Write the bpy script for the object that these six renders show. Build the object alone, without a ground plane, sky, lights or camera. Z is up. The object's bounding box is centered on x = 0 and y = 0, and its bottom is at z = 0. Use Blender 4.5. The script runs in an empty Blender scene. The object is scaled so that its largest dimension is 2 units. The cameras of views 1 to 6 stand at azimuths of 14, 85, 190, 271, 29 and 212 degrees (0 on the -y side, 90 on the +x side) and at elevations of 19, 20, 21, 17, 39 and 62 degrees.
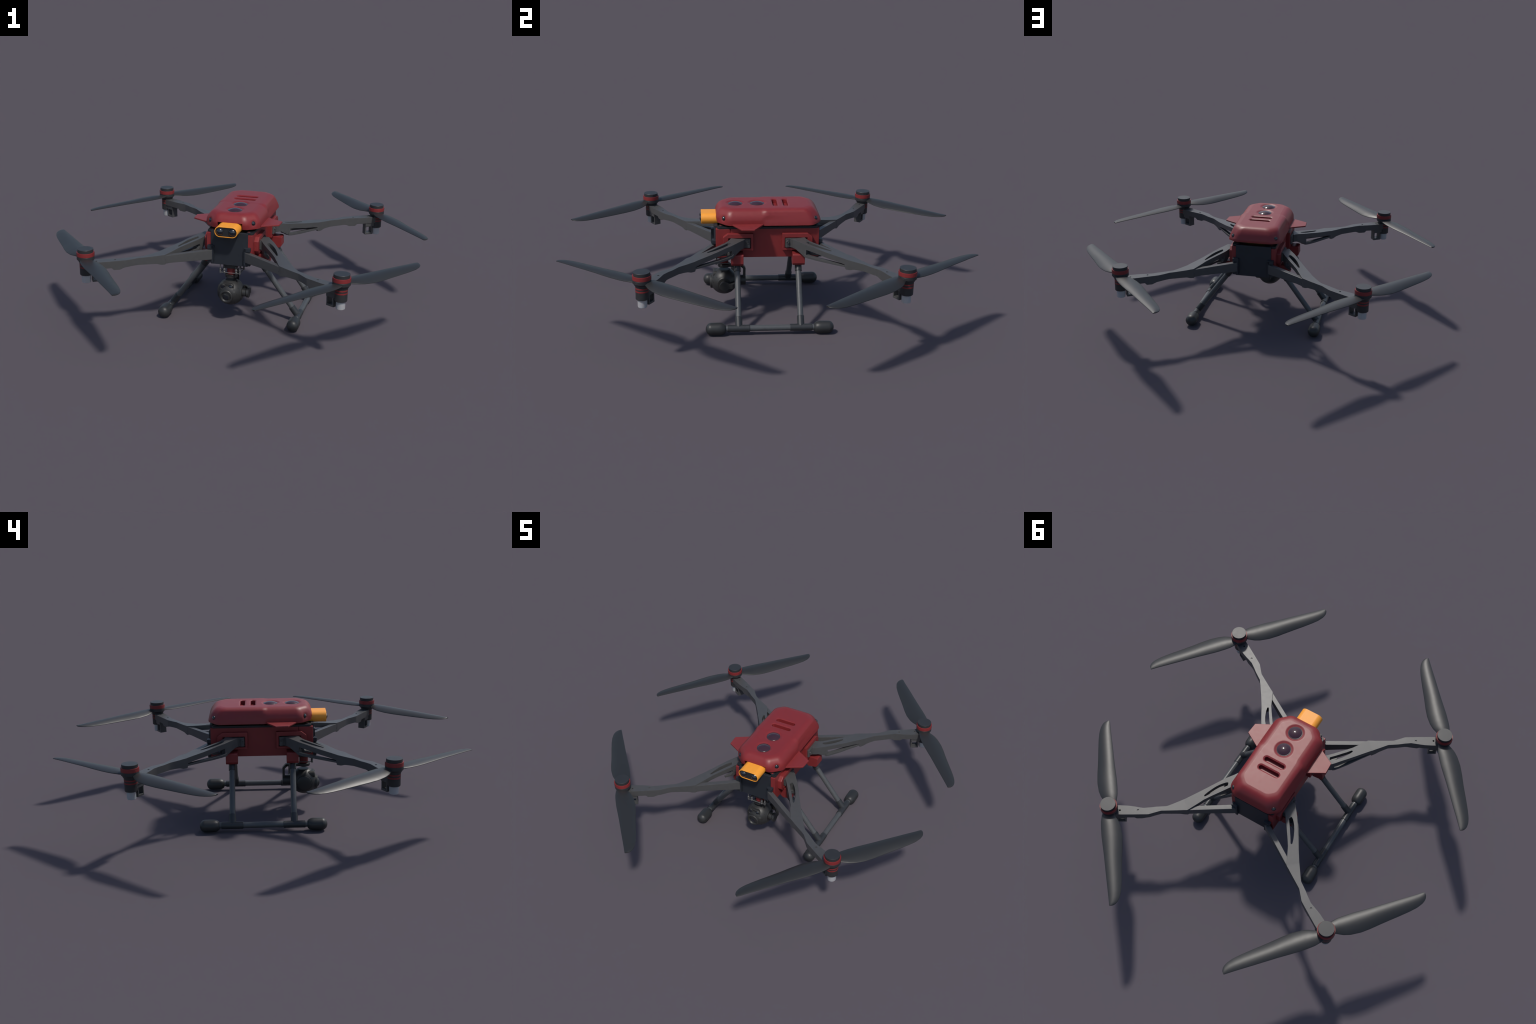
"""Four-rotor inspection drone: red canopy and fuselage, grey folding arms,
black two-blade propellers, skid landing gear and a ball gimbal camera."""
import bpy, bmesh, math
from mathutils import Vector, Matrix
from mathutils.bvhtree import BVHTree

scene = bpy.context.scene
PI = math.pi

# ------------------------------------------------------------------ materials
def material(name, colour, rough=0.5, metallic=0.0, grain=0.06, grain_scale=60.0,
             bump=0.0, bump_scale=700.0, coat=0.0, spec=0.5, transmission=0.0, ior=1.45,
             subsurface=0.0):
    m = bpy.data.materials.new(name)
    m.use_nodes = True
    nt = m.node_tree
    p = nt.nodes["Principled BSDF"]
    tc = nt.nodes.new("ShaderNodeTexCoord")
    n = nt.nodes.new("ShaderNodeTexNoise")
    n.inputs["Scale"].default_value = grain_scale
    n.inputs["Detail"].default_value = 4.0
    nt.links.new(tc.outputs["Object"], n.inputs["Vector"])
    ramp = nt.nodes.new("ShaderNodeValToRGB")
    lo = [c * (1 - grain) for c in colour]
    hi = [min(1.0, c * (1 + grain)) for c in colour]
    ramp.color_ramp.elements[0].position = 0.3
    ramp.color_ramp.elements[1].position = 0.7
    ramp.color_ramp.elements[0].color = (*lo, 1)
    ramp.color_ramp.elements[1].color = (*hi, 1)
    nt.links.new(n.outputs["Fac"], ramp.inputs["Fac"])
    nt.links.new(ramp.outputs["Color"], p.inputs["Base Color"])
    rr = nt.nodes.new("ShaderNodeMapRange")
    rr.inputs["To Min"].default_value = max(0.0, rough - 0.03)
    rr.inputs["To Max"].default_value = min(1.0, rough + 0.03)
    nt.links.new(n.outputs["Fac"], rr.inputs["Value"])
    nt.links.new(rr.outputs["Result"], p.inputs["Roughness"])
    p.inputs["Metallic"].default_value = metallic
    p.inputs["Specular IOR Level"].default_value = spec
    p.inputs["Coat Weight"].default_value = coat
    p.inputs["Coat Roughness"].default_value = 0.05
    p.inputs["Transmission Weight"].default_value = transmission
    p.inputs["IOR"].default_value = ior
    if subsurface:
        p.inputs["Subsurface Weight"].default_value = subsurface
        p.inputs["Subsurface Scale"].default_value = 0.01
    if bump:
        bn = nt.nodes.new("ShaderNodeTexNoise")
        bn.inputs["Scale"].default_value = bump_scale
        bn.inputs["Detail"].default_value = 2.0
        nt.links.new(tc.outputs["Object"], bn.inputs["Vector"])
        b = nt.nodes.new("ShaderNodeBump")
        b.inputs["Strength"].default_value = bump
        b.inputs["Distance"].default_value = 0.001
        nt.links.new(bn.outputs["Fac"], b.inputs["Height"])
        nt.links.new(b.outputs["Normal"], p.inputs["Normal"])
    return m

M_RED = material("red_shell_plastic", (0.207, 0.021, 0.0235), 0.435, grain=0.03, bump=0.03)
M_RED_BOX = material("red_body_plastic", (0.207, 0.0245, 0.0255), 0.44, grain=0.03, bump=0.03)
M_ORANGE = material("orange_plastic", (0.88, 0.34, 0.035), 0.5, grain=0.02)
M_ARM = material("grey_arm_composite", (0.064, 0.064, 0.065), 0.43, grain=0.05, bump=0.04)
M_BLADE = material("dark_grey_blade", (0.023, 0.0235, 0.024), 0.43, grain=0.04)
M_MOTOR = material("motor_black", (0.026, 0.027, 0.029), 0.455, grain=0.05)
M_MOTOR_RED = material("motor_red_ring", (0.195, 0.022, 0.0235), 0.45, grain=0.03)
M_COVER = material("blue_black_cover", (0.018, 0.022, 0.029), 0.5, grain=0.05)
M_TRAY = material("black_tray", (0.012, 0.014, 0.017), 0.5, grain=0.05)
M_TUBE = material("grey_leg_tube", (0.070, 0.074, 0.078), 0.38, grain=0.05)
M_JOINT = material("dark_leg_joint", (0.028, 0.030, 0.033), 0.40, grain=0.05)
M_RUBBER = material("black_rubber", (0.024, 0.025, 0.026), 0.45, grain=0.06)
M_LAMP = material("frosted_lamp", (0.37, 0.375, 0.39), 0.45, grain=0.02, subsurface=0.2)
M_GLASS_DARK = material("smoked_dome_glass", (0.045, 0.020, 0.030), 0.10, grain=0.02)
M_GLASS_RIM = material("dome_rim", (0.030, 0.032, 0.036), 0.25, grain=0.02)
M_LENS = material("lens_glass", (0.006, 0.009, 0.014), 0.05, grain=0.02, coat=1.0)
M_PANEL = material("lens_panel_black", (0.018, 0.019, 0.021), 0.5, grain=0.03)
M_GIMBAL = material("gimbal_black", (0.026, 0.026, 0.026), 0.45, grain=0.05, bump=0.03)
M_STEEL = material("bare_steel", (0.13, 0.13, 0.13), 0.45, metallic=0.5, grain=0.05)
M_HOLE = material("hole_black", (0.006, 0.006, 0.007), 0.7, grain=0.02)

# ------------------------------------------------------------------ mesh tools
def finish(bm, name, angle=35, weighted=True):
    bmesh.ops.recalc_face_normals(bm, faces=bm.faces)
    me = bpy.data.meshes.new(name)
    bm.to_mesh(me)
    bm.free()
    me.polygons.foreach_set("use_smooth", [True] * len(me.polygons))
    me.set_sharp_from_angle(angle=math.radians(angle))
    if weighted:                       # flat faces stay flat, bevels carry the rounding
        ob = bpy.data.objects.new("tmp_weighted", me)
        scene.collection.objects.link(ob)
        md = ob.modifiers.new("weighted", 'WEIGHTED_NORMAL')
        md.keep_sharp = True
        dg = bpy.context.evaluated_depsgraph_get()
        dg.update()
        new = bpy.data.meshes.new_from_object(ob.evaluated_get(dg), depsgraph=dg)
        bpy.data.objects.remove(ob)
        bpy.data.meshes.remove(me)
        new.name = name
        me = new
    return me

def bevel(bm, width, angle=28, seg=2):
    es = [e for e in bm.edges if len(e.link_faces) == 2 and
          e.calc_face_angle(0) > math.radians(angle)]
    if es and width > 0:
        bmesh.ops.bevel(bm, geom=es, offset=width, offset_type='OFFSET', segments=seg,
                        profile=0.5, affect='EDGES', clamp_overlap=True)
    return bm

def box(x0, x1, y0, y1, z0, z1, bev=0.0015, seg=2):
    bm = bmesh.new()
    c = Vector(((x0 + x1) / 2, (y0 + y1) / 2, (z0 + z1) / 2))
    bmesh.ops.create_cube(bm, size=1.0, matrix=Matrix.Translation(c) @
                          Matrix.Diagonal((abs(x1 - x0), abs(y1 - y0), abs(z1 - z0), 1)))
    return bevel(bm, bev, seg=seg)

def join(*bms):
    out = bmesh.new()
    for b in bms:
        tmp = bpy.data.meshes.new("tmp")
        bmesh.ops.recalc_face_normals(b, faces=b.faces)
        b.to_mesh(tmp)
        b.free()
        out.from_mesh(tmp)
        bpy.data.meshes.remove(tmp)
    return out

def prism(poly, axis, a, b, bev=0.0015, seg=2):
    """Extrude a 2D polygon; axis 0/1/2 is the extrusion axis, poly holds the other two."""
    bm = bmesh.new()
    def at(p, t):
        return {0: (t, p[0], p[1]), 1: (p[0], t, p[1]), 2: (p[0], p[1], t)}[axis]
    lo = [bm.verts.new(at(p, a)) for p in poly]
    hi = [bm.verts.new(at(p, b)) for p in poly]
    n = len(poly)
    bm.faces.new(lo); bm.faces.new(hi)
    for i in range(n):
        bm.faces.new((lo[i], lo[(i + 1) % n], hi[(i + 1) % n], hi[i]))
    bmesh.ops.recalc_face_normals(bm, faces=bm.faces)
    return bevel(bm, bev, seg=seg)

def loft(sections, bev=0.0, seg=2, caps=True, angle=28):
    bm = bmesh.new()
    rings = [[bm.verts.new(p) for p in s] for s in sections]
    n = len(rings[0])
    for a, b in zip(rings, rings[1:]):
        for i in range(n):
            bm.faces.new((a[i], a[(i + 1) % n], b[(i + 1) % n], b[i]))
    if caps:
        bm.faces.new(rings[0]); bm.faces.new(rings[-1])
    bmesh.ops.recalc_face_normals(bm, faces=bm.faces)
    return bevel(bm, bev, seg=seg, angle=angle)

def frame(direction):
    z = Vector(direction).normalized()
    x = z.orthogonal().normalized()
    return x, z.cross(x), z

def lathe(profile, origin, direction, seg=40):
    """Revolve (radius, height) pairs about an axis through origin."""
    x, y, z = frame(direction)
    o = Vector(origin)
    bm = bmesh.new()
    rings = []
    for r, h in profile:
        if r < 1e-6:
            rings.append([bm.verts.new(o + z * h)])
        else:
            rings.append([bm.verts.new(o + z * h + (x * math.cos(t) + y * math.sin(t)) * r)
                          for t in (2 * PI * k / seg for k in range(seg))])
    for a, b in zip(rings, rings[1:]):
        for i in range(seg):
            j = (i + 1) % seg
            if len(a) == 1 and len(b) == 1:
                continue
            if len(a) == 1:
                bm.faces.new((a[0], b[j], b[i]))
            elif len(b) == 1:
                bm.faces.new((a[i], a[j], b[0]))
            else:
                bm.faces.new((a[i], a[j], b[j], b[i]))
    for r in (rings[0], rings[-1]):
        if len(r) > 1:
            bm.faces.new(r)
    bmesh.ops.recalc_face_normals(bm, faces=bm.faces)
    return bm

def rod(a, b, r, ch=0.0, seg=28):
    a, b = Vector(a), Vector(b)
    L = (b - a).length
    prof = [(r, 0), (r, L)] if ch <= 0 else [(r - ch, 0), (r, ch), (r, L - ch), (r - ch, L)]
    return lathe(prof, a, b - a, seg)

def dome(r, h, origin, direction, rings=10, seg=40):
    """Spherical cap of base radius r and height h, with a shallow skirt."""
    R = (r * r + h * h) / (2 * h)
    a0 = math.asin(min(1, r / R)) if h <= r else PI - math.asin(r / R)
    prof = [(r, -0.004)]
    for k in range(rings + 1):
        a = a0 * (1 - k / rings)
        prof.append((R * math.sin(a), R * math.cos(a) - (R - h)))
    prof[-1] = (0, h)
    return lathe(prof, origin, direction, seg)

def boolean(bm, cutters, op='DIFFERENCE'):
    me = bpy.data.meshes.new("tmp_solid")
    bmesh.ops.recalc_face_normals(bm, faces=bm.faces)
    bm.to_mesh(me); bm.free()
    ob = bpy.data.objects.new("tmp_solid", me)
    scene.collection.objects.link(ob)
    rest = [ob]
    for c in cutters:
        cm = bpy.data.meshes.new("tmp_cut")
        bmesh.ops.recalc_face_normals(c, faces=c.faces)
        c.to_mesh(cm); c.free()
        co = bpy.data.objects.new("tmp_cut", cm)
        scene.collection.objects.link(co)
        rest.append(co)
        md = ob.modifiers.new("cut", 'BOOLEAN')
        md.operation = op
        md.solver = 'EXACT'
        md.object = co
    dg = bpy.context.evaluated_depsgraph_get()
    dg.update()
    ev = ob.evaluated_get(dg)
    res = bmesh.new()
    tmp = ev.to_mesh()
    res.from_mesh(tmp)
    ev.to_mesh_clear()
    for o in rest:
        m = o.data
        bpy.data.objects.remove(o)
        bpy.data.meshes.remove(m)
    return res

def mirrored(bm):
    m = bm.copy()
    bmesh.ops.transform(m, matrix=Matrix.Scale(-1, 4, (1, 0, 0)), verts=m.verts)
    bmesh.ops.reverse_faces(m, faces=m.faces)
    return m

def recentred(me):
    """Move a mesh so that its bounding-box centre is its origin; return that centre."""
    xs = [v.co for v in me.vertices]
    lo = Vector([min(v[i] for v in xs) for i in range(3)])
    hi = Vector([max(v[i] for v in xs) for i in range(3)])
    c = (lo + hi) / 2
    me.transform(Matrix.Translation(-c))
    return c

# ------------------------------------------------------------------ scene graph
drone = bpy.data.objects.new("quadcopter_drone", None)
drone.empty_display_size = 0.2
scene.collection.objects.link(drone)
drone["label"] = "red and grey four-rotor drone with ball camera underneath"
drone["category"] = "drone"

def put(name, me, mat, parent, matrix=None):
    if not me.materials:
        me.materials.append(mat)
    ob = bpy.data.objects.new(name, me)
    scene.collection.objects.link(ob)
    ob.parent = parent
    w = matrix if matrix is not None else Matrix.Identity(4)
    ob.matrix_parent_inverse = Matrix.Identity(4)
    ob.matrix_local = (world_of(parent).inverted() @ w)
    ob["w"] = 0
    WORLD[ob.name] = w
    del ob["w"]
    return ob

WORLD = {drone.name: Matrix.Identity(4)}
def world_of(ob):
    return WORLD[ob.name]

def part(name, bm, mat, parent, angle=35, weighted=True):
    me = finish(bm, name, angle, weighted)
    c = recentred(me)
    return put(name, me, mat, parent, Matrix.Translation(c))

QUADS = (("FR", False, 0.0), ("BL", False, PI), ("FL", True, 0.0), ("BR", True, PI))
class Quad:
    """One mesh for the front-right corner, shared by all four corners:
    as it is, turned half round, mirrored, mirrored and turned."""
    def __init__(self, bm, name, mat, angle=35, weighted=True):
        self.name, self.mat = name, mat
        other = mirrored(bm)
        self.a = finish(bm, name, angle, weighted)
        self.b = finish(other, name, angle, weighted)
        self.a.materials.append(mat)
        self.b.materials.append(mat)
        self.ca = recentred(self.a)
        self.cb = recentred(self.b)
    def place(self, quad, parent):
        key, mir, rot = quad
        R = Matrix.Rotation(rot, 4, 'Z')
        c = self.cb if mir else self.ca
        return put(self.name, self.b if mir else self.a, self.mat, parent,
                   R @ Matrix.Translation(c))

def smooth(a, b, x):
    t = max(0.0, min(1.0, (x - a) / (b - a)))
    return t * t * (3 - 2 * t)

def interp(tab, s):
    if s <= tab[0][0]:
        return tab[0][1:]
    for p, q in zip(tab, tab[1:]):
        if s <= q[0]:
            t = (s - p[0]) / (q[0] - p[0])
            return tuple(a + (b - a) * t for a, b in zip(p[1:], q[1:]))
    return tab[-1][1:]

# ------------------------------------------------------------------ canopy
def rounded_outline(poly, radii, n_arc=14):
    """Closed polygon with circular fillets of the given radius at each corner."""
    pts = []
    N = len(poly)
    for i in range(N):
        p0, p1, p2 = Vector(poly[i - 1]), Vector(poly[i]), Vector(poly[(i + 1) % N])
        d0, d1 = (p0 - p1).normalized(), (p2 - p1).normalized()
        ang = d0.angle(d1)
        t = radii[i] / math.tan(ang / 2)
        a, b = p1 + d0 * t, p1 + d1 * t
        bis = (d0 + d1).normalized()
        c = p1 + bis * (radii[i] / math.sin(ang / 2))
        va, vb = a - c, b - c
        tot = va.angle_signed(vb)
        for k in range(n_arc + 1):
            v = va.copy(); v.rotate(Matrix.Rotation(-tot * k / n_arc, 2))
            pts.append(c + v)
    return pts

def resample(pts, n):
    P = pts + [pts[0]]
    L = [0.0]
    for a, b in zip(P, P[1:]):
        L.append(L[-1] + (b - a).length)
    out, j = [], 0
    for k in range(n):
        s = L[-1] * k / n
        while L[j + 1] < s:
            j += 1
        t = (s - L[j]) / max(1e-9, L[j + 1] - L[j])
        out.append(P[j].lerp(P[j + 1], t))
    return out

DOMES = (-0.154, -0.046)
SLOTS = (0.041, 0.093)
SENSORS = ((0.1055, -0.2125, 0.5135, (0.45, -0.89, 0.05), 0.0112),
           (0.1130, 0.2350, 0.5135, (0.60, 0.78, 0.18), 0.0098))

def catmull(pts, m):
    """m + 1 points of a Catmull-Rom curve through the control points."""
    res, K = [], len(pts) - 1
    for i in range(m + 1):
        u = K * i / m
        k = min(K - 1, int(u)); t = u - k
        p = [Vector(pts[max(0, min(K, k + o))]) for o in (-1, 0, 1, 2)]
        res.append(0.5 * ((2 * p[1]) + (p[2] - p[0]) * t + (2 * p[0] - 5 * p[1] + 4 * p[2] - p[3]) * t * t
                          + (3 * p[1] - p[0] - 3 * p[2] + p[3]) * t ** 3))
    return res

def canopy_ring(w, yf, yr, cut_f, cut_r, r_f, r_r, z_f, z_r, flare, bulge):
    """One level of the shell: a rectangle with cut and filleted corners; the rear
    half is wider by flare. Every level has the same number of points."""
    poly = [(cut_f[0], yf), (w, cut_f[1]), (w, cut_r[1]), (cut_r[0], yr)]
    poly = poly + [(-x, y) for x, y in reversed(poly)]
    rad = [r_f, r_f, r_r, r_r, r_r, r_r, r_f, r_f]
    NA, counts = 16, [6, 120, 6, 50, 6, 120, 6, 50]
    arcs = rounded_outline([Vector(p) for p in poly], rad, NA)
    out = []
    for c in range(8):
        arc = arcs[c * (NA + 1):(c + 1) * (NA + 1)]
        nxt = arcs[((c + 1) % 8) * (NA + 1)]
        out += arc
        m = counts[c]
        out += [arc[-1].lerp(nxt, k / m) for k in range(1, m)]
    res = []
    for p in out:
        f = smooth(-0.034, -0.004, p.y)
        ridge = 0.0045 * bulge * math.exp(-max(0.0, p.y) / 0.07)
        sx = (1 if p.x > 0 else -1) * min(1.0, abs(p.x) / w)
        res.append(Vector((p.x + sx * (flare + ridge) * f, p.y, z_f + (z_r - z_f) * f)))
    return res

def canopy_mesh():
    # level: side inset, front inset, rear inset, corner inset front / rear, height front / rear, rear flare
    ctrl = [(0.0000, 0.0045, 0.0000, 0.000, 0.000, 0.4855, 0.4855, 0.0030),
            (0.0000, 0.0015, 0.0010, 0.000, 0.001, 0.5000, 0.5000, 0.0000),
            (0.0012, 0.0000, 0.0050, 0.001, 0.006, 0.5135, 0.5135, -0.0030),
            (0.0058, 0.0030, 0.0110, 0.005, 0.013, 0.5270, 0.5265, -0.0035),
            (0.0135, 0.0095, 0.0190, 0.012, 0.023, 0.5395, 0.5385, -0.0010),
            (0.0235, 0.0190, 0.0300, 0.022, 0.037, 0.5505, 0.5503, 0.0030),
            (0.0360, 0.0310, 0.0430, 0.035, 0.053, 0.5575, 0.5583, 0.0045),
            (0.0520, 0.0480, 0.0590, 0.051, 0.072, 0.5605, 0.5615, 0.0045)]
    # lower-dimensional curves keep the Catmull-Rom helper simple
    cols = [catmull([(i, c[k]) for i, c in enumerate(ctrl)], 28) for k in range(8)]
    rings = []
    def corner(yf, yr, w, cf, cr):
        """Corner cuts: the chamfer lines are moved inward by cf and cr."""
        k = math.sqrt(0.5)
        a = 0.0785 + 0.2515          # x - y on the front chamfer line
        b = 0.0980 + 0.2630          # x + y on the rear chamfer line
        a -= cf / k; b -= cr / k
        return ((a + yf, yf), (w, w - a)), ((b - yr, yr), (w, b - w))
    for lv in range(29):
        si, fi, ri, cf, cr, zf, zr, fl = (cols[k][lv][1] for k in range(8))
        w, yf, yr = 0.1385 - si, -0.2515 + fi, 0.263 - ri
        c_f, c_r = corner(yf, yr, w, cf, cr)
        t = lv / 28
        rings.append(canopy_ring(w, yf, yr, (c_f[0][0], c_f[1][1]), (c_r[0][0], c_r[1][1]),
                                 0.050 - 0.014 * t, 0.048 - 0.012 * t, zf, zr, fl,
                                 smooth(0.25, 0.55, t) * (1 - smooth(0.75, 1.0, t))))
        lift = 1 - smooth(0.0, 0.30, t)           # rim rises a little at both ends
        for v in rings[-1]:
            v.z += lift * (0.006 * smooth(0.20, 0.262, v.y) + 0.002 * smooth(0.20, 0.25, -v.y))
    NC = 44
    top = rings[-1]
    for k in range(1, NC + 1):
        t = k / NC
        row = []
        for v in top:
            med = Vector((0.0, max(-0.125, min(0.135, v.y * 0.8)), 0.5610 + 0.0010 * smooth(-0.034, -0.004, v.y)))
            row.append(v.lerp(med, t))
        rings.append(row)
    def relief(v):
        x, y, z = v
        if z > 0.545:
            for dy in DOMES:                     # dished seats of the two domes
                z -= 0.0040 * (1 - smooth(0.033, 0.050, math.hypot(x, y - dy)))
            for sy in SLOTS:                     # rolled lips of the finger slots
                d = math.hypot(max(0.0, abs(x) - 0.0435), y - sy)
                z -= 0.0030 * (1 - smooth(0.0115, 0.0185, d))
        v = Vector((x, y, z))
        sx, sy, sz, d, _ = SENSORS[0]            # dimples round the front sensors
        for s in (-1, 1):
            r = (v - Vector((s * sx, sy, sz))).length
            v = v - Vector((s * d[0], d[1], d[2])).normalized() * 0.0055 * (1 - smooth(0.004, 0.022, r))
        return v
    bm = bmesh.new()
    grid = [[bm.verts.new(relief(v)) for v in ring] for ring in rings]
    N = len(grid[0])
    for a, b in zip(grid, grid[1:]):
        for i in range(N):
            j = (i + 1) % N
            bm.faces.new((a[i], a[j], b[j], b[i]))
    bmesh.ops.remove_doubles(bm, verts=grid[-1], dist=2e-5)
    # thin rim and hollow underside
    inner = [(0.972, 0.985, -0.0005), (0.965, 0.975, 0.0120), (0.93, 0.95, 0.0270)]
    prev = grid[0]
    for fx, fy, z in inner:
        row = [bm.verts.new((v.co.x * fx, v.co.y * fy, z + (v.co.z if z < 0.02 else 0.4855))) for v in grid[0]]
        for i in range(N):
            j = (i + 1) % N
            bm.faces.new((prev[i], row[i], row[j], prev[j]))
        prev = row
    bm.faces.new(prev)
    bmesh.ops.recalc_face_normals(bm, faces=bm.faces)
    cuts = [box(-0.0625, 0.0625, -0.32, -0.17, 0.46, 0.5185, 0)]
    for sy in SLOTS:
        pts = []
        for sgn, t0 in ((1, -PI / 2), (-1, PI / 2)):
            for k in range(13):
                t = t0 + PI * k / 12
                pts.append((sgn * 0.0435 + 0.0120 * math.cos(t), sy + 0.0120 * math.sin(t)))
        cuts.append(prism(pts, 2, 0.5405, 0.60, 0))
    return boolean(bm, cuts)

canopy = part("canopy", canopy_mesh(), M_RED, drone, 40, False)

def surface_point(p, n, reach=0.03):
    """Point of the canopy surface along n through p."""
    me = canopy.data
    bvh = BVHTree.FromPolygons([v.co + WORLD[canopy.name].translation for v in me.vertices],
                               [tuple(f.vertices) for f in me.polygons])
    hit = bvh.ray_cast(Vector(p) + n * reach, -n)
    return hit[0] if hit[0] is not None else Vector(p)

for y in DOMES:
    rim = lathe([(0.0335, -0.006), (0.0352, -0.002), (0.0355, 0.0006), (0.0345, 0.0015), (0.0325, 0.0012), (0.0322, -0.006)],
                (0.0, y, 0.5574), (0, 0, 1), 56)
    part("dome_rim", rim, M_GLASS_RIM, canopy)
    part("beacon_dome", dome(0.0330, 0.0085, (0.0, y, 0.5584), (0, 0, 1), 12, 56), M_GLASS_DARK, canopy, 60, False)

for sx, sy, sz, d, r in SENSORS:
    for s in (-1, 1):
        n = Vector((s * d[0], d[1], d[2])).normalized()
        q = surface_point((s * sx, sy, sz), n)
        part("obstacle_sensor", dome(r, r * 0.62, q - n * 0.0002, n, 8, 28), M_LENS, canopy, 60, False)
        part("sensor_ring", lathe([(r - 0.0004, -0.004), (r + 0.0016, -0.004), (r + 0.0012, 0.0005), (r + 0.0004, 0.0011), (r - 0.0004, 0.0005)],
                                  q, n, 28), M_PANEL, canopy)

fin_poly = [(0.125, -0.178), (0.134, -0.176), (0.219, -0.130), (0.2225, -0.070), (0.139, -0.021), (0.125, -0.021)]
fin = Quad(prism(fin_poly, 2, 0.4855, 0.4935, 0.002), "side_fin", M_RED_BOX)
fin.place(QUADS[0], canopy)
fin.place(QUADS[2], canopy)

# ------------------------------------------------------------------ stereo camera
def stadium(a, r, cz, n=16, cx=0.0):
    pts = []
    for s, t0 in ((1, -PI / 2), (-1, PI / 2)):
        for k in range(n + 1):
            t = t0 + PI * k / n
            pts.append((cx + s * a + r * math.cos(t), cz + r * math.sin(t)))
    return pts

YZ = 0.4915
def stereo_mesh():
    outer, inner = stadium(0.0305, 0.0268, YZ), stadium(0.0305, 0.0233, YZ)
    outer_b = stadium(0.0305, 0.0255, YZ)
    secs = [[(x, 0.212, z) for x, z in outer], [(x, -0.3222, z) for x, z in outer],
            [(x, -0.3234, z) for x, z in outer_b],
            [(x, -0.3234, z) for x, z in inner], [(x, -0.3172, z) for x, z in inner]]
    return loft(secs)
stereo = part("stereo_camera", stereo_mesh(), M_ORANGE, drone)
panel = prism(stadium(0.0305, 0.0231, YZ), 1, -0.3197, -0.305, 0)
part("lens_panel", panel, M_PANEL, stereo)
for s in (-1, 1):
    part("stereo_lens", dome(0.0185, 0.011, (s * 0.0312, -0.3198, YZ), (0, -1, 0), 10, 40), M_LENS, stereo, 60)
    part("lens_ring", lathe([(0.0184, -0.001), (0.0205, -0.001), (0.0203, 0.001), (0.0186, 0.001)],
                            (s * 0.0312, -0.3198, YZ), (0, -1, 0), 40), M_PANEL, stereo)

# ------------------------------------------------------------------ fuselage
fuselage = part("fuselage", box(-0.1165, 0.1165, -0.1823, 0.2535, 0.3150, 0.4625, 0.003), M_RED_BOX, drone)
part("front_section", box(-0.1165, 0.1165, -0.2535, -0.1835, 0.3150, 0.4625, 0.003), M_RED_BOX, fuselage)

# raised frame round every arm root
def mount_mesh():
    outer = [(-0.0705, 0.3565), (-0.0705, 0.4430), (-0.195, 0.4430), (-0.2195, 0.4245), (-0.2195, 0.375), (-0.203, 0.3565)]
    solid = prism(outer, 0, 0.110, 0.1372, 0.0030, 2)
    cut = box(0.1215, 0.17, -0.194, -0.0825, 0.3685, 0.4225, 0)
    return boolean(solid, [cut])
mount_q = Quad(mount_mesh(), "arm_mount", M_RED_BOX)
# sockets that hold the legs
sock = prism([(0.105, 0.3490), (0.1735, 0.3490), (0.1785, 0.3445), (0.1800, 0.3030), (0.1710, 0.2915), (0.1250, 0.2840), (0.105, 0.300)],
             1, -0.1795, -0.1205, 0.002)
socket_q = Quad(sock, "leg_socket", M_RED_BOX)
for q in QUADS:
    mount_q.place(q, fuselage)
    socket_q.place(q, fuselage)

# black tray between fuselage and canopy
def tray_mesh():
    rim = rounded_outline([Vector(p) for p in ((0.1160, -0.246), (0.1160, 0.246), (-0.1160, 0.246), (-0.1160, -0.246))], [0.012] * 4, 6)
    low = prism([tuple(p) for p in rim], 2, 0.4615, 0.4725, 0.002)
    return low
tray = part("equipment_tray", tray_mesh(), M_TRAY, drone)
screw_q = Quad(lathe([(0.0062, -0.002), (0.0062, 0.0008), (0.0052, 0.0016), (0, 0.0016)], (0.0905, -0.2285, 0.4725), (0, 0, 1), 20),
               "tray_screw", M_RED_BOX)
washer_q = Quad(lathe([(0.0064, -0.001), (0.0115, -0.001), (0.0110, 0.0012), (0.0064, 0.0012)], (0.0905, -0.2285, 0.4725), (0, 0, 1), 24),
                "tray_washer", M_COVER)
for q in QUADS:
    screw_q.place(q, tray)
    washer_q.place(q, tray)

# front and rear end covers with arm clamps
def cover_mesh():
    body = box(-0.0935, 0.0935, -0.2585, -0.232, 0.303, 0.4725, 0.002)
    base = box(-0.070, 0.070, -0.2575, -0.15, 0.3035, 0.325, 0.002)
    return join(body, base)
for r in (0.0, PI):
    me = finish(cover_mesh(), "end_cover")
    me.transform(Matrix.Rotation(r, 4, 'Z'))
    c = recentred(me)
    put("end_cover", me, M_COVER, drone, Matrix.Translation(c))
clamp = join(box(0.0765, 0.0885, -0.2725, -0.236, 0.312, 0.4015, 0.0015),
             box(0.0770, 0.1085, -0.2725, -0.236, 0.3825, 0.4020, 0.0015),
             box(0.0770, 0.1085, -0.2700, -0.236, 0.3110, 0.3265, 0.0015),
             box(0.0885, 0.0905, -0.2705, -0.252, 0.3265, 0.3825, 0.0))
clamp_q = Quad(clamp, "arm_clamp", M_COVER)
for q in QUADS:
    clamp_q.place(q, drone)

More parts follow.
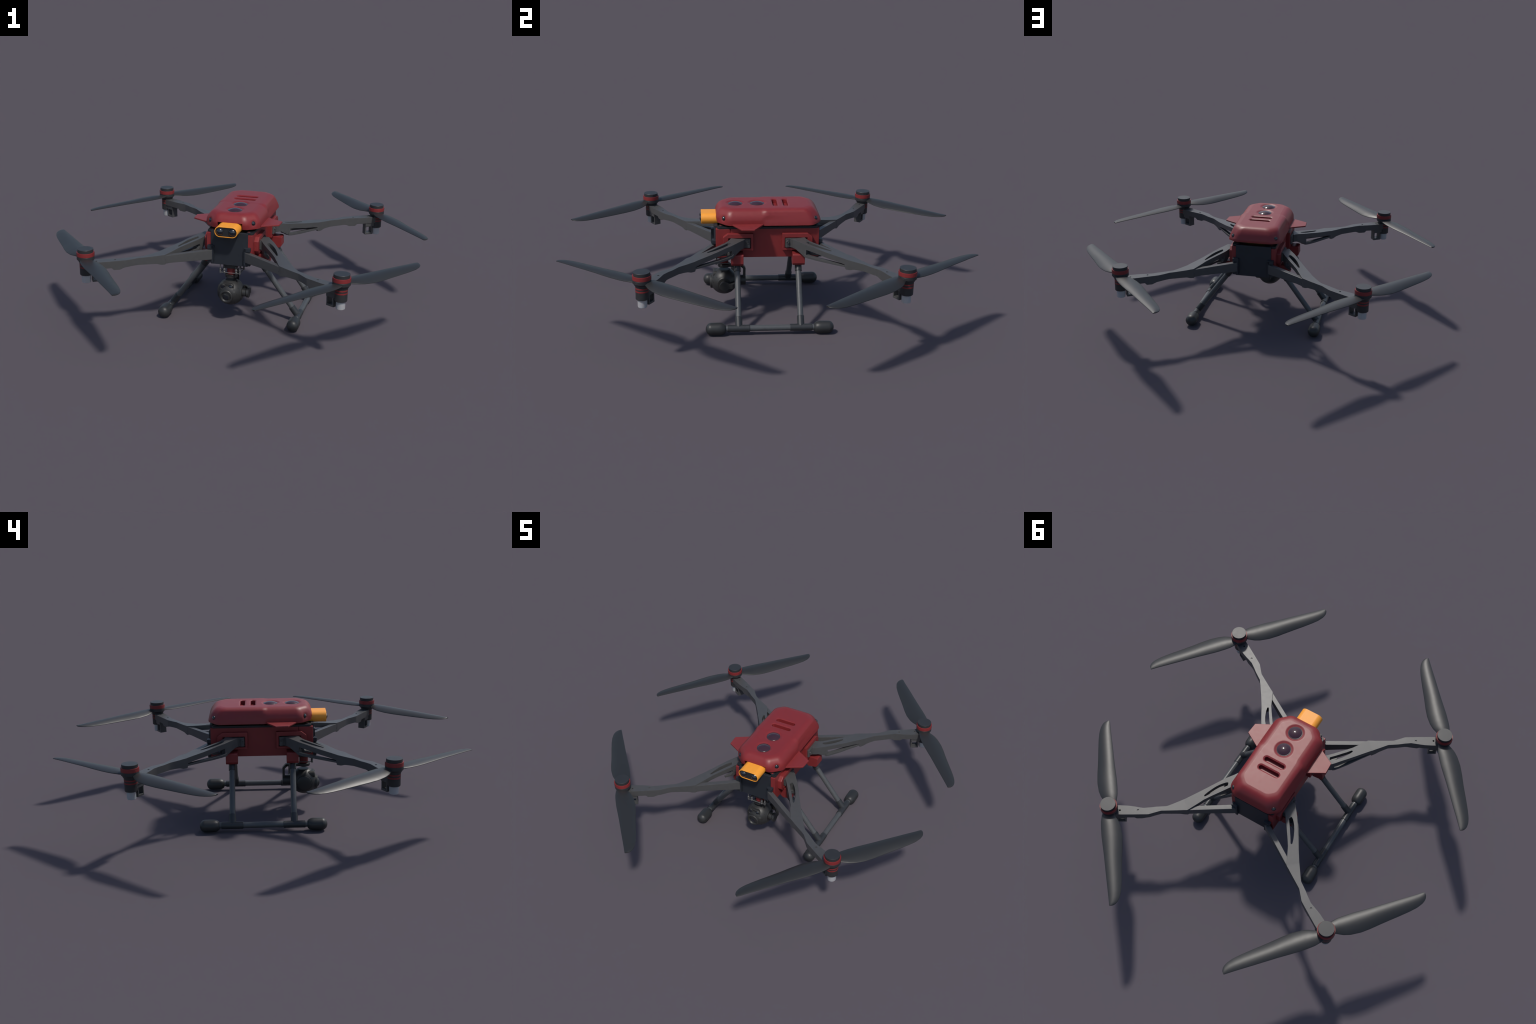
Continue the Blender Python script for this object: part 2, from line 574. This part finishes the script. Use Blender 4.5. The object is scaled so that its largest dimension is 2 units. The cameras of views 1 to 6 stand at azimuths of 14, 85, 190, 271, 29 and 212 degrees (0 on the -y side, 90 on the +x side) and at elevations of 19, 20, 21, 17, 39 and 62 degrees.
# ------------------------------------------------------------------ arms
def arm_mesh():
    # stations: front edge, outer edge, top height, bottom height
    S = [((0.5930, -0.6095), (0.6185, -0.5665), 0.371, 0.338),
         ((0.5470, -0.5845), (0.5730, -0.5410), 0.371, 0.338),
         ((0.5150, -0.5650), (0.5420, -0.5250), 0.371, 0.337),
         ((0.4960, -0.5535), (0.5180, -0.5150), 0.371, 0.337),
         ((0.4880, -0.5485), (0.5070, -0.5110), 0.371, 0.3265),
         ((0.4640, -0.5335), (0.4760, -0.4990), 0.371, 0.3255),
         ((0.4430, -0.5205), (0.4600, -0.4870), 0.371, 0.335),
         ((0.4340, -0.5145), (0.4500, -0.4800), 0.371, 0.336),
         ((0.4120, -0.4885), (0.4250, -0.4600), 0.370, 0.336),
         ((0.3930, -0.4670), (0.4020, -0.4440), 0.370, 0.335),
         ((0.3700, -0.4525), (0.3830, -0.4310), 0.370, 0.334),
         ((0.3400, -0.4340), (0.3660, -0.4080), 0.371, 0.333),
         ((0.3150, -0.4185), (0.3535, -0.3905), 0.372, 0.3315),
         ((0.2980, -0.4080), (0.3420, -0.3745), 0.3735, 0.3250),
         ((0.2840, -0.4000), (0.3310, -0.3590), 0.3745, 0.3245),
         ((0.2800, -0.3940), (0.3275, -0.3545), 0.3755, 0.3270),
         ((0.2790, -0.3925), (0.3265, -0.3530), 0.3760, 0.3465),
         ((0.2650, -0.3640), (0.3120, -0.3310), 0.3800, 0.3530),
         ((0.2525, -0.3400), (0.2960, -0.3070), 0.3840, 0.3575),
         ((0.2405, -0.3160), (0.2785, -0.2800), 0.3885, 0.3620),
         ((0.2160, -0.2800), (0.2560, -0.2460), 0.3955, 0.3695),
         ((0.1830, -0.2345), (0.2320, -0.2095), 0.4040, 0.3780),
         ((0.1640, -0.2085), (0.2130, -0.1800), 0.4095, 0.3835),
         ((0.1630, -0.2075), (0.2120, -0.1790), 0.4100, 0.3460),
         ((0.1570, -0.1995), (0.2045, -0.1680), 0.4125, 0.3500),
         ((0.1450, -0.1840), (0.1760, -0.1330), 0.4200, 0.3750),
         ((0.1360, -0.1800), (0.1665, -0.1195), 0.4225, 0.3790),
         ((0.1280, -0.1790), (0.1500, -0.1130), 0.4195, 0.3780)]
    secs = [[(f[0], f[1], zt), (o[0], o[1], zt), (o[0], o[1], zb), (f[0], f[1], zb)] for f, o, zt, zb in S]
    main = loft(secs, 0.0024, 2, angle=40)
    # crescent slot through the root plate
    slot_poly = [(0.1750, -0.1975), (0.1790, -0.2030), (0.1965, -0.2265), (0.2295, -0.2740), (0.2430, -0.2955),
                 (0.2465, -0.2985), (0.2505, -0.2975), (0.2520, -0.2935), (0.2455, -0.2735), (0.2380, -0.2560),
                 (0.2285, -0.2365), (0.2140, -0.2130), (0.2020, -0.1985), (0.1930, -0.1895), (0.1850, -0.1840), (0.1795, -0.1845)]
    slot = prism(slot_poly, 2, 0.365, 0.44, 0)
    holes = [rod((x, y, zh), (x, y, 0.40), r) for x, y, r, zh in ((0.567, -0.569, 0.0048, 0.355), (0.491, -0.523, 0.0052, 0.3675))]
    main = boolean(main, [slot] + holes)
    # lower strut closing the side window
    T = [((0.1790, -0.1850), (0.2080, -0.1690), 0.3640, 0.3470), ((0.1930, -0.1890), (0.2160, -0.1770), 0.3585, 0.3450),
         ((0.2070, -0.2040), (0.2270, -0.1930), 0.3550, 0.3430),
         ((0.2350, -0.2480), (0.2555, -0.2370), 0.3510, 0.3395), ((0.2750, -0.3100), (0.2930, -0.3000), 0.3470, 0.3365),
         ((0.3070, -0.3570), (0.3230, -0.3480), 0.3440, 0.3345), ((0.3170, -0.3720), (0.3310, -0.3620), 0.3430, 0.3335)]
    strut = loft([[(*f, zt), (*o, zt), (*o, zb), (*f, zb)] for f, o, zt, zb in T], 0.0012, 2, angle=40)
    # short hooked lug under the inner edge
    U = [((0.1600, -0.2030), (0.1740, -0.1950), 0.3750, 0.3480), ((0.1660, -0.2115), (0.1800, -0.2035), 0.3660, 0.3470),
         ((0.1700, -0.2175), (0.1830, -0.2095), 0.3580, 0.3475), ((0.1900, -0.2450), (0.1990, -0.2390), 0.3570, 0.3490)]
    strut = join(strut, loft([[(*f, zt), (*o, zt), (*o, zb), (*f, zb)] for f, o, zt, zb in U], 0.0012, 2, angle=40))
    # straight front brace to the end cover
    d = Vector((0.849, -0.528)); n = Vector((0.528, 0.849)) * 0.0240
    B = []
    for t, zt, zb, ins in ((0.0005, 0.3795, 0.3288, 0), (0.02, 0.3787, 0.3290, 0), (0.10, 0.3755, 0.3302, 0), (0.20, 0.3715, 0.3312, 0),
                           (0.240, 0.3697, 0.3285, 0), (0.258, 0.3690, 0.3287, 0.02), (0.272, 0.3680, 0.3340, 0.12), (0.30, 0.3675, 0.337, 0.3)):
        p = Vector((0.082, -0.2732)) + d * t + n * ins
        q = p + n * (1 - ins)
        lean = n * (0.16 * (1 - min(1.0, t / 0.22)))      # foot of the inner wall leans out near the root
        B.append([(p.x, p.y, zt), (q.x, q.y, zt), (q.x + lean.x, q.y + lean.y, zb), (p.x, p.y, zb)])
    brace = loft(B, 0.0022, 2, angle=40)
    c = Vector((0.283, -0.3995, 0.346)); dn = Vector((-0.552, -0.834, 0))
    brace = boolean(brace, [rod(c - dn * 0.014, c + dn * 0.02, 0.0052)])
    # root block with its rounded hinge end
    root = prism([(0.114, -0.0855), (0.140, -0.0855), (0.1455, -0.0885), (0.1465, -0.098), (0.142, -0.110), (0.150, -0.118), (0.146, -0.184), (0.114, -0.186)],
                 2, 0.3735, 0.4185, 0.0016)
    # window bracket hanging under the motor end
    u = Vector((0.857, -0.515)); p = Vector((-0.515, -0.857))
    c0 = Vector((0.5690, -0.5670))
    def obox(s0, s1, w0, w1, z0, z1, bev=0.0012):
        b = box(s0, s1, w0, w1, z0, z1, bev)
        Mx = Matrix(((u.x, p.x, 0, c0.x), (u.y, p.y, 0, c0.y), (0, 0, 1, 0), (0, 0, 0, 1)))
        bmesh.ops.transform(b, matrix=Mx, verts=b.verts)
        return b
    br = [obox(-0.0215, -0.0145, -0.018, 0.018, 0.279, 0.341), obox(0.0150, 0.0215, -0.018, 0.018, 0.279, 0.341),
          obox(-0.0217, 0.0217, -0.0182, 0.0182, 0.2725, 0.2825), obox(-0.0213, 0.0213, -0.0178, 0.0178, 0.3155, 0.3400),
          obox(-0.0213, 0.0300, -0.0215, 0.0215, 0.3180, 0.3385)]
    return join(main, strut, brace, root, *br)
arm_q = Quad(arm_mesh(), "folding_arm", M_ARM, 32)
for me in (arm_q.a, arm_q.b):
    # the moulded top reads as one plane: ease its shading normals towards vertical
    ns = [Vector(n.vector) for n in me.corner_normals]
    up = Vector((0, 0, 1))
    me.normals_split_custom_set([(n.lerp(up, 0.75)).normalized() if n.z > 0.95 else n for n in ns])
bolt = join(lathe([(0.0042, -0.004), (0.0076, -0.004), (0.0076, 0.0018), (0.0066, 0.0030), (0.0048, 0.0030), (0.0042, 0.0)],
                  (0.1460, -0.0970, 0.4020), (1, 0, 0), 20))
bolt_q = Quad(bolt, "hinge_bolt", M_ARM)

# ------------------------------------------------------------------ motors and propellers
MX, MY = 0.6105, -0.5918
o = (MX, MY, 0)
Z = (0, 0, 1)
motor_q = Quad(lathe([(0.012, 0.3085), (0.0280, 0.3085), (0.0294, 0.3105), (0.0296, 0.3440), (0.0290, 0.3448), (0.0290, 0.3512), (0.0296, 0.3520),
                      (0.0296, 0.3580), (0.0290, 0.3588), (0.0290, 0.3650), (0.0300, 0.3660), (0.0310, 0.3745), (0.0340, 0.3750), (0.0345, 0.3795),
                      (0.0400, 0.3840), (0.0416, 0.3860), (0.0416, 0.4025), (0.012, 0.4025)], o, Z, 56), "motor", M_MOTOR, 30)
ring_q = Quad(lathe([(0.0370, 0.4025), (0.0418, 0.4025), (0.0424, 0.4032), (0.0424, 0.4200), (0.0418, 0.4212), (0.0400, 0.4212), (0.0370, 0.4205)], o, Z, 56),
              "motor_ring", M_MOTOR_RED, 30)
cap_q = Quad(lathe([(0.0374, 0.4050), (0.0374, 0.4355), (0.0366, 0.4366), (0.0, 0.4368)], o, Z, 56), "motor_cap", M_MOTOR, 30)
def stripe(z0, z1):
    return lathe([(0.0270, z0), (0.0300, z0), (0.0303, z0 + 0.0008), (0.0303, z1 - 0.0008), (0.0300, z1), (0.0270, z1)], o, Z, 48)
stripe_a = Quad(stripe(0.3447, 0.3513), "motor_stripe", M_MOTOR_RED)
stripe_b = Quad(stripe(0.3587, 0.3651), "motor_stripe", M_MOTOR_RED)
lamp_q = Quad(lathe([(0.0215, 0.311), (0.0212, 0.2740), (0.0200, 0.2705), (0.0, 0.2700)], o, Z, 40), "signal_lamp", M_LAMP)

def blade_mesh(sign):
    # span, leading chord, trailing chord, leading height, trailing height, camber
    tab = [(0.010, -0.026, 0.008, 0.3915, 0.3895, 0.0030),
           (0.035, -0.036, 0.020, 0.3915, 0.3880, 0.0050),
           (0.070, -0.042, 0.040, 0.3910, 0.3850, 0.0080),
           (0.100, -0.0425, 0.0495, 0.3900, 0.3820, 0.0098),
           (0.150, -0.0410, 0.0560, 0.3890, 0.3790, 0.0108),
           (0.200, -0.0365, 0.0550, 0.3882, 0.3775, 0.0106),
           (0.250, -0.0320, 0.0515, 0.3880, 0.3768, 0.0098),
           (0.300, -0.0285, 0.0492, 0.3875, 0.3768, 0.0088),
           (0.350, -0.0252, 0.0474, 0.3866, 0.3772, 0.0078),
           (0.400, -0.0215, 0.0445, 0.3858, 0.3776, 0.0068),
           (0.440, -0.0185, 0.0400, 0.3850, 0.3782, 0.0058),
           (0.470, -0.0165, 0.0315, 0.3843, 0.3796, 0.0044),
           (0.488, -0.0155, 0.0215, 0.3840, 0.3808, 0.0030),
           (0.498, -0.0150, 0.0110, 0.3836, 0.3816, 0.0020),
           (0.5025, -0.0140, 0.0010, 0.3832, 0.3822, 0.0010)]
    t = Vector((0.6095, 0.7928)); n = Vector((0.7928, -0.6095))
    secs = []
    NSP, NCH = 60, 14
    for k in range(NSP + 1):
        s = 0.010 + (0.5025 - 0.010) * (1 - (1 - k / NSP) ** 1.25)
        le, te, zl, zt, cam = interp(tab, s)
        th = 0.0016 + 0.0022 * max(0.0, 1 - s / 0.55)
        top, bot = [], []
        for j in range(NCH + 1):
            f = j / NCH
            g = 0.5 - 0.5 * math.cos(PI * f)
            c = (le - 0.0006) + (te - le + 0.0014) * g
            z = zl + (zt - zl) * g + cam * 4 * g * (1 - g)
            e = math.sqrt(max(0.0, 1 - (2 * g - 1) ** 2))
            w = (n * c + t * s) * sign
            top.append((MX + w.x, MY + w.y, z + th * 0.5 * e))
            bot.append((MX + w.x, MY + w.y, z - 0.0020 - th * 1.2 * e))
        secs.append(top + bot[::-1])
    return loft(secs)
blade_a = Quad(blade_mesh(1), "propeller_blade", M_BLADE, 50, False)
blade_b = Quad(blade_mesh(-1), "propeller_blade", M_BLADE, 50, False)
hub_q = Quad(lathe([(0.012, 0.3835), (0.0409, 0.3858), (0.0420, 0.3866), (0.0420, 0.4002), (0.0412, 0.4012), (0.012, 0.4012)], o, Z, 56),
             "propeller", M_MOTOR, 30)

for q in QUADS:
    arm = arm_q.place(q, drone)
    bolt_q.place(q, arm)
    motor = motor_q.place(q, drone)
    for c in (ring_q, cap_q, stripe_a, stripe_b, lamp_q):
        c.place(q, motor)
    prop = hub_q.place(q, drone)
    blade_a.place(q, prop)
    blade_b.place(q, prop)

# ------------------------------------------------------------------ landing gear
SX, SZ = 0.3325, 0.0310
top, low = Vector((0.1340, -0.1500, 0.3000)), Vector((SX - 0.003, -0.1500, SZ + 0.004))
ld = (low - top).normalized()
strut_q = Quad(rod(top, low, 0.0141), "leg_tube", M_TUBE)
collar_q = Quad(rod(top + ld * 0.006, top + ld * 0.052, 0.0170, 0.001), "leg_collar", M_JOINT)
tee = join(rod((SX, -0.2035, SZ), (SX, -0.0975, SZ), 0.0175, 0.001),
           rod(low - ld * 0.052, low, 0.0172, 0.001))
tee_q = Quad(tee, "tee_joint", M_JOINT)
nr = 0.0302
cap_prof = [(0.0, 0.0)]
for k in range(1, 13):
    a = PI / 2 * k / 12
    cap_prof.append((nr * math.sin(a), 0.026 * (1 - math.cos(a))))
cap_prof += [(nr, 0.064), (nr * 0.985, 0.073), (nr * 0.92, 0.082), (nr * 0.80, 0.0895), (nr * 0.66, 0.0945), (0.0155, 0.096), (0.0125, 0.096)]
foot_q = Quad(lathe(cap_prof, (SX, -0.3095, nr), (0, 1, 0), 40), "rubber_foot", M_RUBBER, 45, False)
for s in (1, -1):
    skid = part("landing_skid", rod((s * SX, -0.235, SZ), (s * SX, 0.235, SZ), 0.0145), M_TUBE, drone)
    for q in QUADS:
        side = 1 if q[0] in ("FR", "BR") else -1
        if side == s:
            for c in (strut_q, collar_q, tee_q, foot_q):
                c.place(q, skid)

# ------------------------------------------------------------------ gimbal camera
GC = Vector((-0.002, -0.210, 0.150))
def ball_mesh():
    R = 0.0680
    prof = [(0, -R * 0.98)]
    for k in range(1, 40):
        a = -PI / 2 + PI * k / 40
        prof.append((R * math.cos(a), R * math.sin(a)))
    prof.append((0, R))
    ball = lathe(prof, GC, (0, 0, 1), 64)
    big = 0.1
    cuts = [box(GC.x + 0.058, GC.x + big, -0.4, 0.0, 0.0, 0.3, 0), box(GC.x - big, GC.x - 0.0605, -0.4, 0.0, 0.0, 0.3, 0),
            box(GC.x - big, GC.x + big, -0.4, 0.0, 0.0, 0.0838, 0),
            box(GC.x - 0.028, GC.x + 0.028, -0.235, -0.1, 0.2120, 0.30, 0.004)]
    return boolean(ball, cuts)
gimbal = part("gimbal_camera", ball_mesh(), M_GIMBAL, drone, 32)
# side covers
part("side_cover", lathe([(0.0385, 0.0), (0.0385, 0.052), (0.0370, 0.0585), (0.030, 0.0628), (0.018, 0.0640), (0.0, 0.0640)], GC, (-1, 0, 0), 48), M_GIMBAL, gimbal, 30)
part("cover_groove", lathe([(0.0372, 0.0), (0.0398, 0.0), (0.0398, 0.0560), (0.0372, 0.0560)], GC, (-1, 0, 0), 48), M_HOLE, gimbal, 30)
part("pitch_motor", join(lathe([(0.0385, 0.0), (0.0385, 0.050), (0.0375, 0.0575), (0.033, 0.0610), (0.0, 0.0610)], GC, (1, 0, 0), 48),
                         lathe([(0.0, 0.03), (0.0205, 0.03), (0.0205, 0.0790), (0.0, 0.0790)], GC, (1, 0, 0), 36)), M_GIMBAL, gimbal, 30)
# main lens barrel
L0 = Vector((-0.0100, -0.2785, 0.1425))
ax = Vector((-0.06, -1.0, -0.04)).normalized()
part("lens_barrel", lathe([(0.0, -0.045), (0.0385, -0.045), (0.0385, -0.0170), (0.0365, -0.0140), (0.0350, -0.0130), (0.0345, -0.0025), (0.0320, 0.0005), (0.0280, 0.0018),
                           (0.0258, 0.0014), (0.0222, -0.0045), (0.0205, -0.0055), (0.0, -0.0058)], L0, ax, 56), M_GIMBAL, gimbal, 30)
part("main_lens", dome(0.0195, 0.0058, L0 - ax * 0.0056, ax, 10, 40), M_LENS, gimbal, 60)
# visor holding the two small lenses
def visor_mesh():
    pts = stadium(0.0195, 0.0175, 0.1885, 14, -0.0105)
    return loft([[(x, -0.215, z) for x, z in pts], [(x, -0.2600, z) for x, z in pts],
                 [(-0.0105 + (x + 0.0105) * 0.95, -0.2618, 0.1885 + (z - 0.1885) * 0.93) for x, z in pts]])
part("sensor_visor", visor_mesh(), M_GIMBAL, gimbal, 30)
for x, m, nm in ((0.0095, M_LENS, "laser_lens"), (-0.0305, M_LENS, "thermal_lens")):
    part("lens_bezel", lathe([(0.0108, -0.003), (0.0150, -0.003), (0.0150, 0.0018), (0.0140, 0.0030), (0.0124, 0.0028), (0.0108, -0.001)],
                             (x, -0.2618, 0.1885), (0, -1, 0), 32), M_GIMBAL, gimbal, 30)
    part(nm, dome(0.0112, 0.0045 if x > 0 else 0.0015, (x, -0.2622, 0.1885), (0, -1, 0), 8, 28), m, gimbal, 60)
# small screws and engraved mark on the ball face
def on_ball(x, z, r=0.0682):
    y = -math.sqrt(max(1e-6, r * r - (x - GC.x) ** 2 - (z - GC.z) ** 2)) + GC.y
    p = Vector((x, y, z))
    return p, (p - GC).normalized()
for x, z in ((0.0265, 0.1800), (0.0400, 0.1560), (0.0445, 0.1830), (0.028, 0.1080), (-0.0560, 0.1760)):
    p, n = on_ball(x, z)
    part("case_screw", lathe([(0, -0.002), (0.0022, -0.002), (0.0022, 0.0003), (0.0, 0.0003)], p, n, 16), M_HOLE, gimbal)
for x0, x1, z in ((0.0230, 0.0340, 0.1700), (0.0255, 0.0345, 0.1655)):
    a, n1 = on_ball(x0, z); b, n2 = on_ball(x1, z - 0.0005)
    part("case_mark", rod(a, b, 0.0008, 0, 8), M_STEEL, gimbal)

# yoke: down behind the ball, then round to the pitch motor
mount = part("gimbal_mount", join(box(-0.034, 0.034, -0.244, -0.172, 0.281, 0.305, 0.002),
                                  lathe([(0, 0.0), (0.0305, 0.0), (0.0315, 0.001), (0.0315, 0.0135), (0.0300, 0.0150), (0, 0.0150)], (0.0, -0.210, 0.2290), (0, 0, 1), 44),
                                  box(-0.013, 0.013, -0.205, -0.118, 0.2265, 0.2375, 0.0015),
                                  loft([[(x, -0.1300, 0.2380), (x, -0.1180, 0.2380), (x, -0.1010, 0.2190), (x, -0.1010, 0.1300),
                                         (x, -0.1130, 0.1300), (x, -0.1130, 0.2150), (x, -0.1250, 0.2265)] for x in (-0.013, 0.013)], 0.001),
                                  rod((0.0, -0.150, 0.1520), (0.0, -0.1005, 0.1520), 0.0255, 0.0015)), M_GIMBAL, drone)
yoke_poly = [(0.0, -0.1480), (0.0, -0.1320), (0.060, -0.1320), (0.0925, -0.1700), (0.0925, -0.2320), (0.0800, -0.2320), (0.0800, -0.1780), (0.0560, -0.1480)]
yoke = join(prism(yoke_poly, 2, 0.1380, 0.1640, 0.0015),
            lathe([(0, 0.0), (0.0240, 0.0), (0.0250, 0.001), (0.0250, 0.0120), (0.0240, 0.013), (0, 0.0130)], (0.0800, -0.2100, 0.1510), (1, 0, 0), 36))
part("gimbal_yoke", yoke, M_GIMBAL, mount)
part("mount_collar", lathe([(0, 0.0), (0.0200, 0.0), (0.0225, 0.003), (0.0225, 0.030), (0.0185, 0.038), (0, 0.038)], (0.0, -0.210, 0.2445), (0, 0, 1), 40), M_MOTOR_RED, mount)
# vibration-damper frame
wires = []
for y in (-0.251, -0.170):
    wires.append(rod((-0.047, y, 0.2605), (0.053, y, 0.2605), 0.0022, 0, 10))
for x in (-0.047, 0.053):
    wires.append(rod((x, -0.251, 0.2605), (x, -0.170, 0.2605), 0.0022, 0, 10))
part("damper_frame", join(*wires), M_STEEL, mount)
for y in (-0.251, -0.170):
    for x, z1 in ((-0.047, 0.304), (0.053, 0.304)):
        part("damper_post", join(lathe([(0.0, 0.0), (0.0040, 0.0), (0.0048, 0.003), (0.0048, 0.012), (0.0035, 0.014), (0.0048, 0.016), (0.0048, 0.024), (0.0022, 0.026),
                                        (0.0022, z1 - 0.256), (0.0, z1 - 0.256)], (x, y, 0.256), (0, 0, 1), 16)), M_STEEL, mount)
    for x in (-0.026, 0.034):
        part("damper_ball", lathe([(0, 0.0), (0.0050, 0.0), (0.0062, 0.003), (0.0062, 0.008), (0.0045, 0.010), (0.0055, 0.013), (0.0068, 0.017), (0.0062, 0.022), (0.0040, 0.025), (0, 0.0255)],
                                  (x, y, 0.2575), (0, 0, 1), 20), M_STEEL, mount)
        part("damper_stem", rod((x, y, 0.281), (x * 0.8, y * 0.96 - 0.008, 0.306), 0.003, 0, 10), M_TRAY, mount)
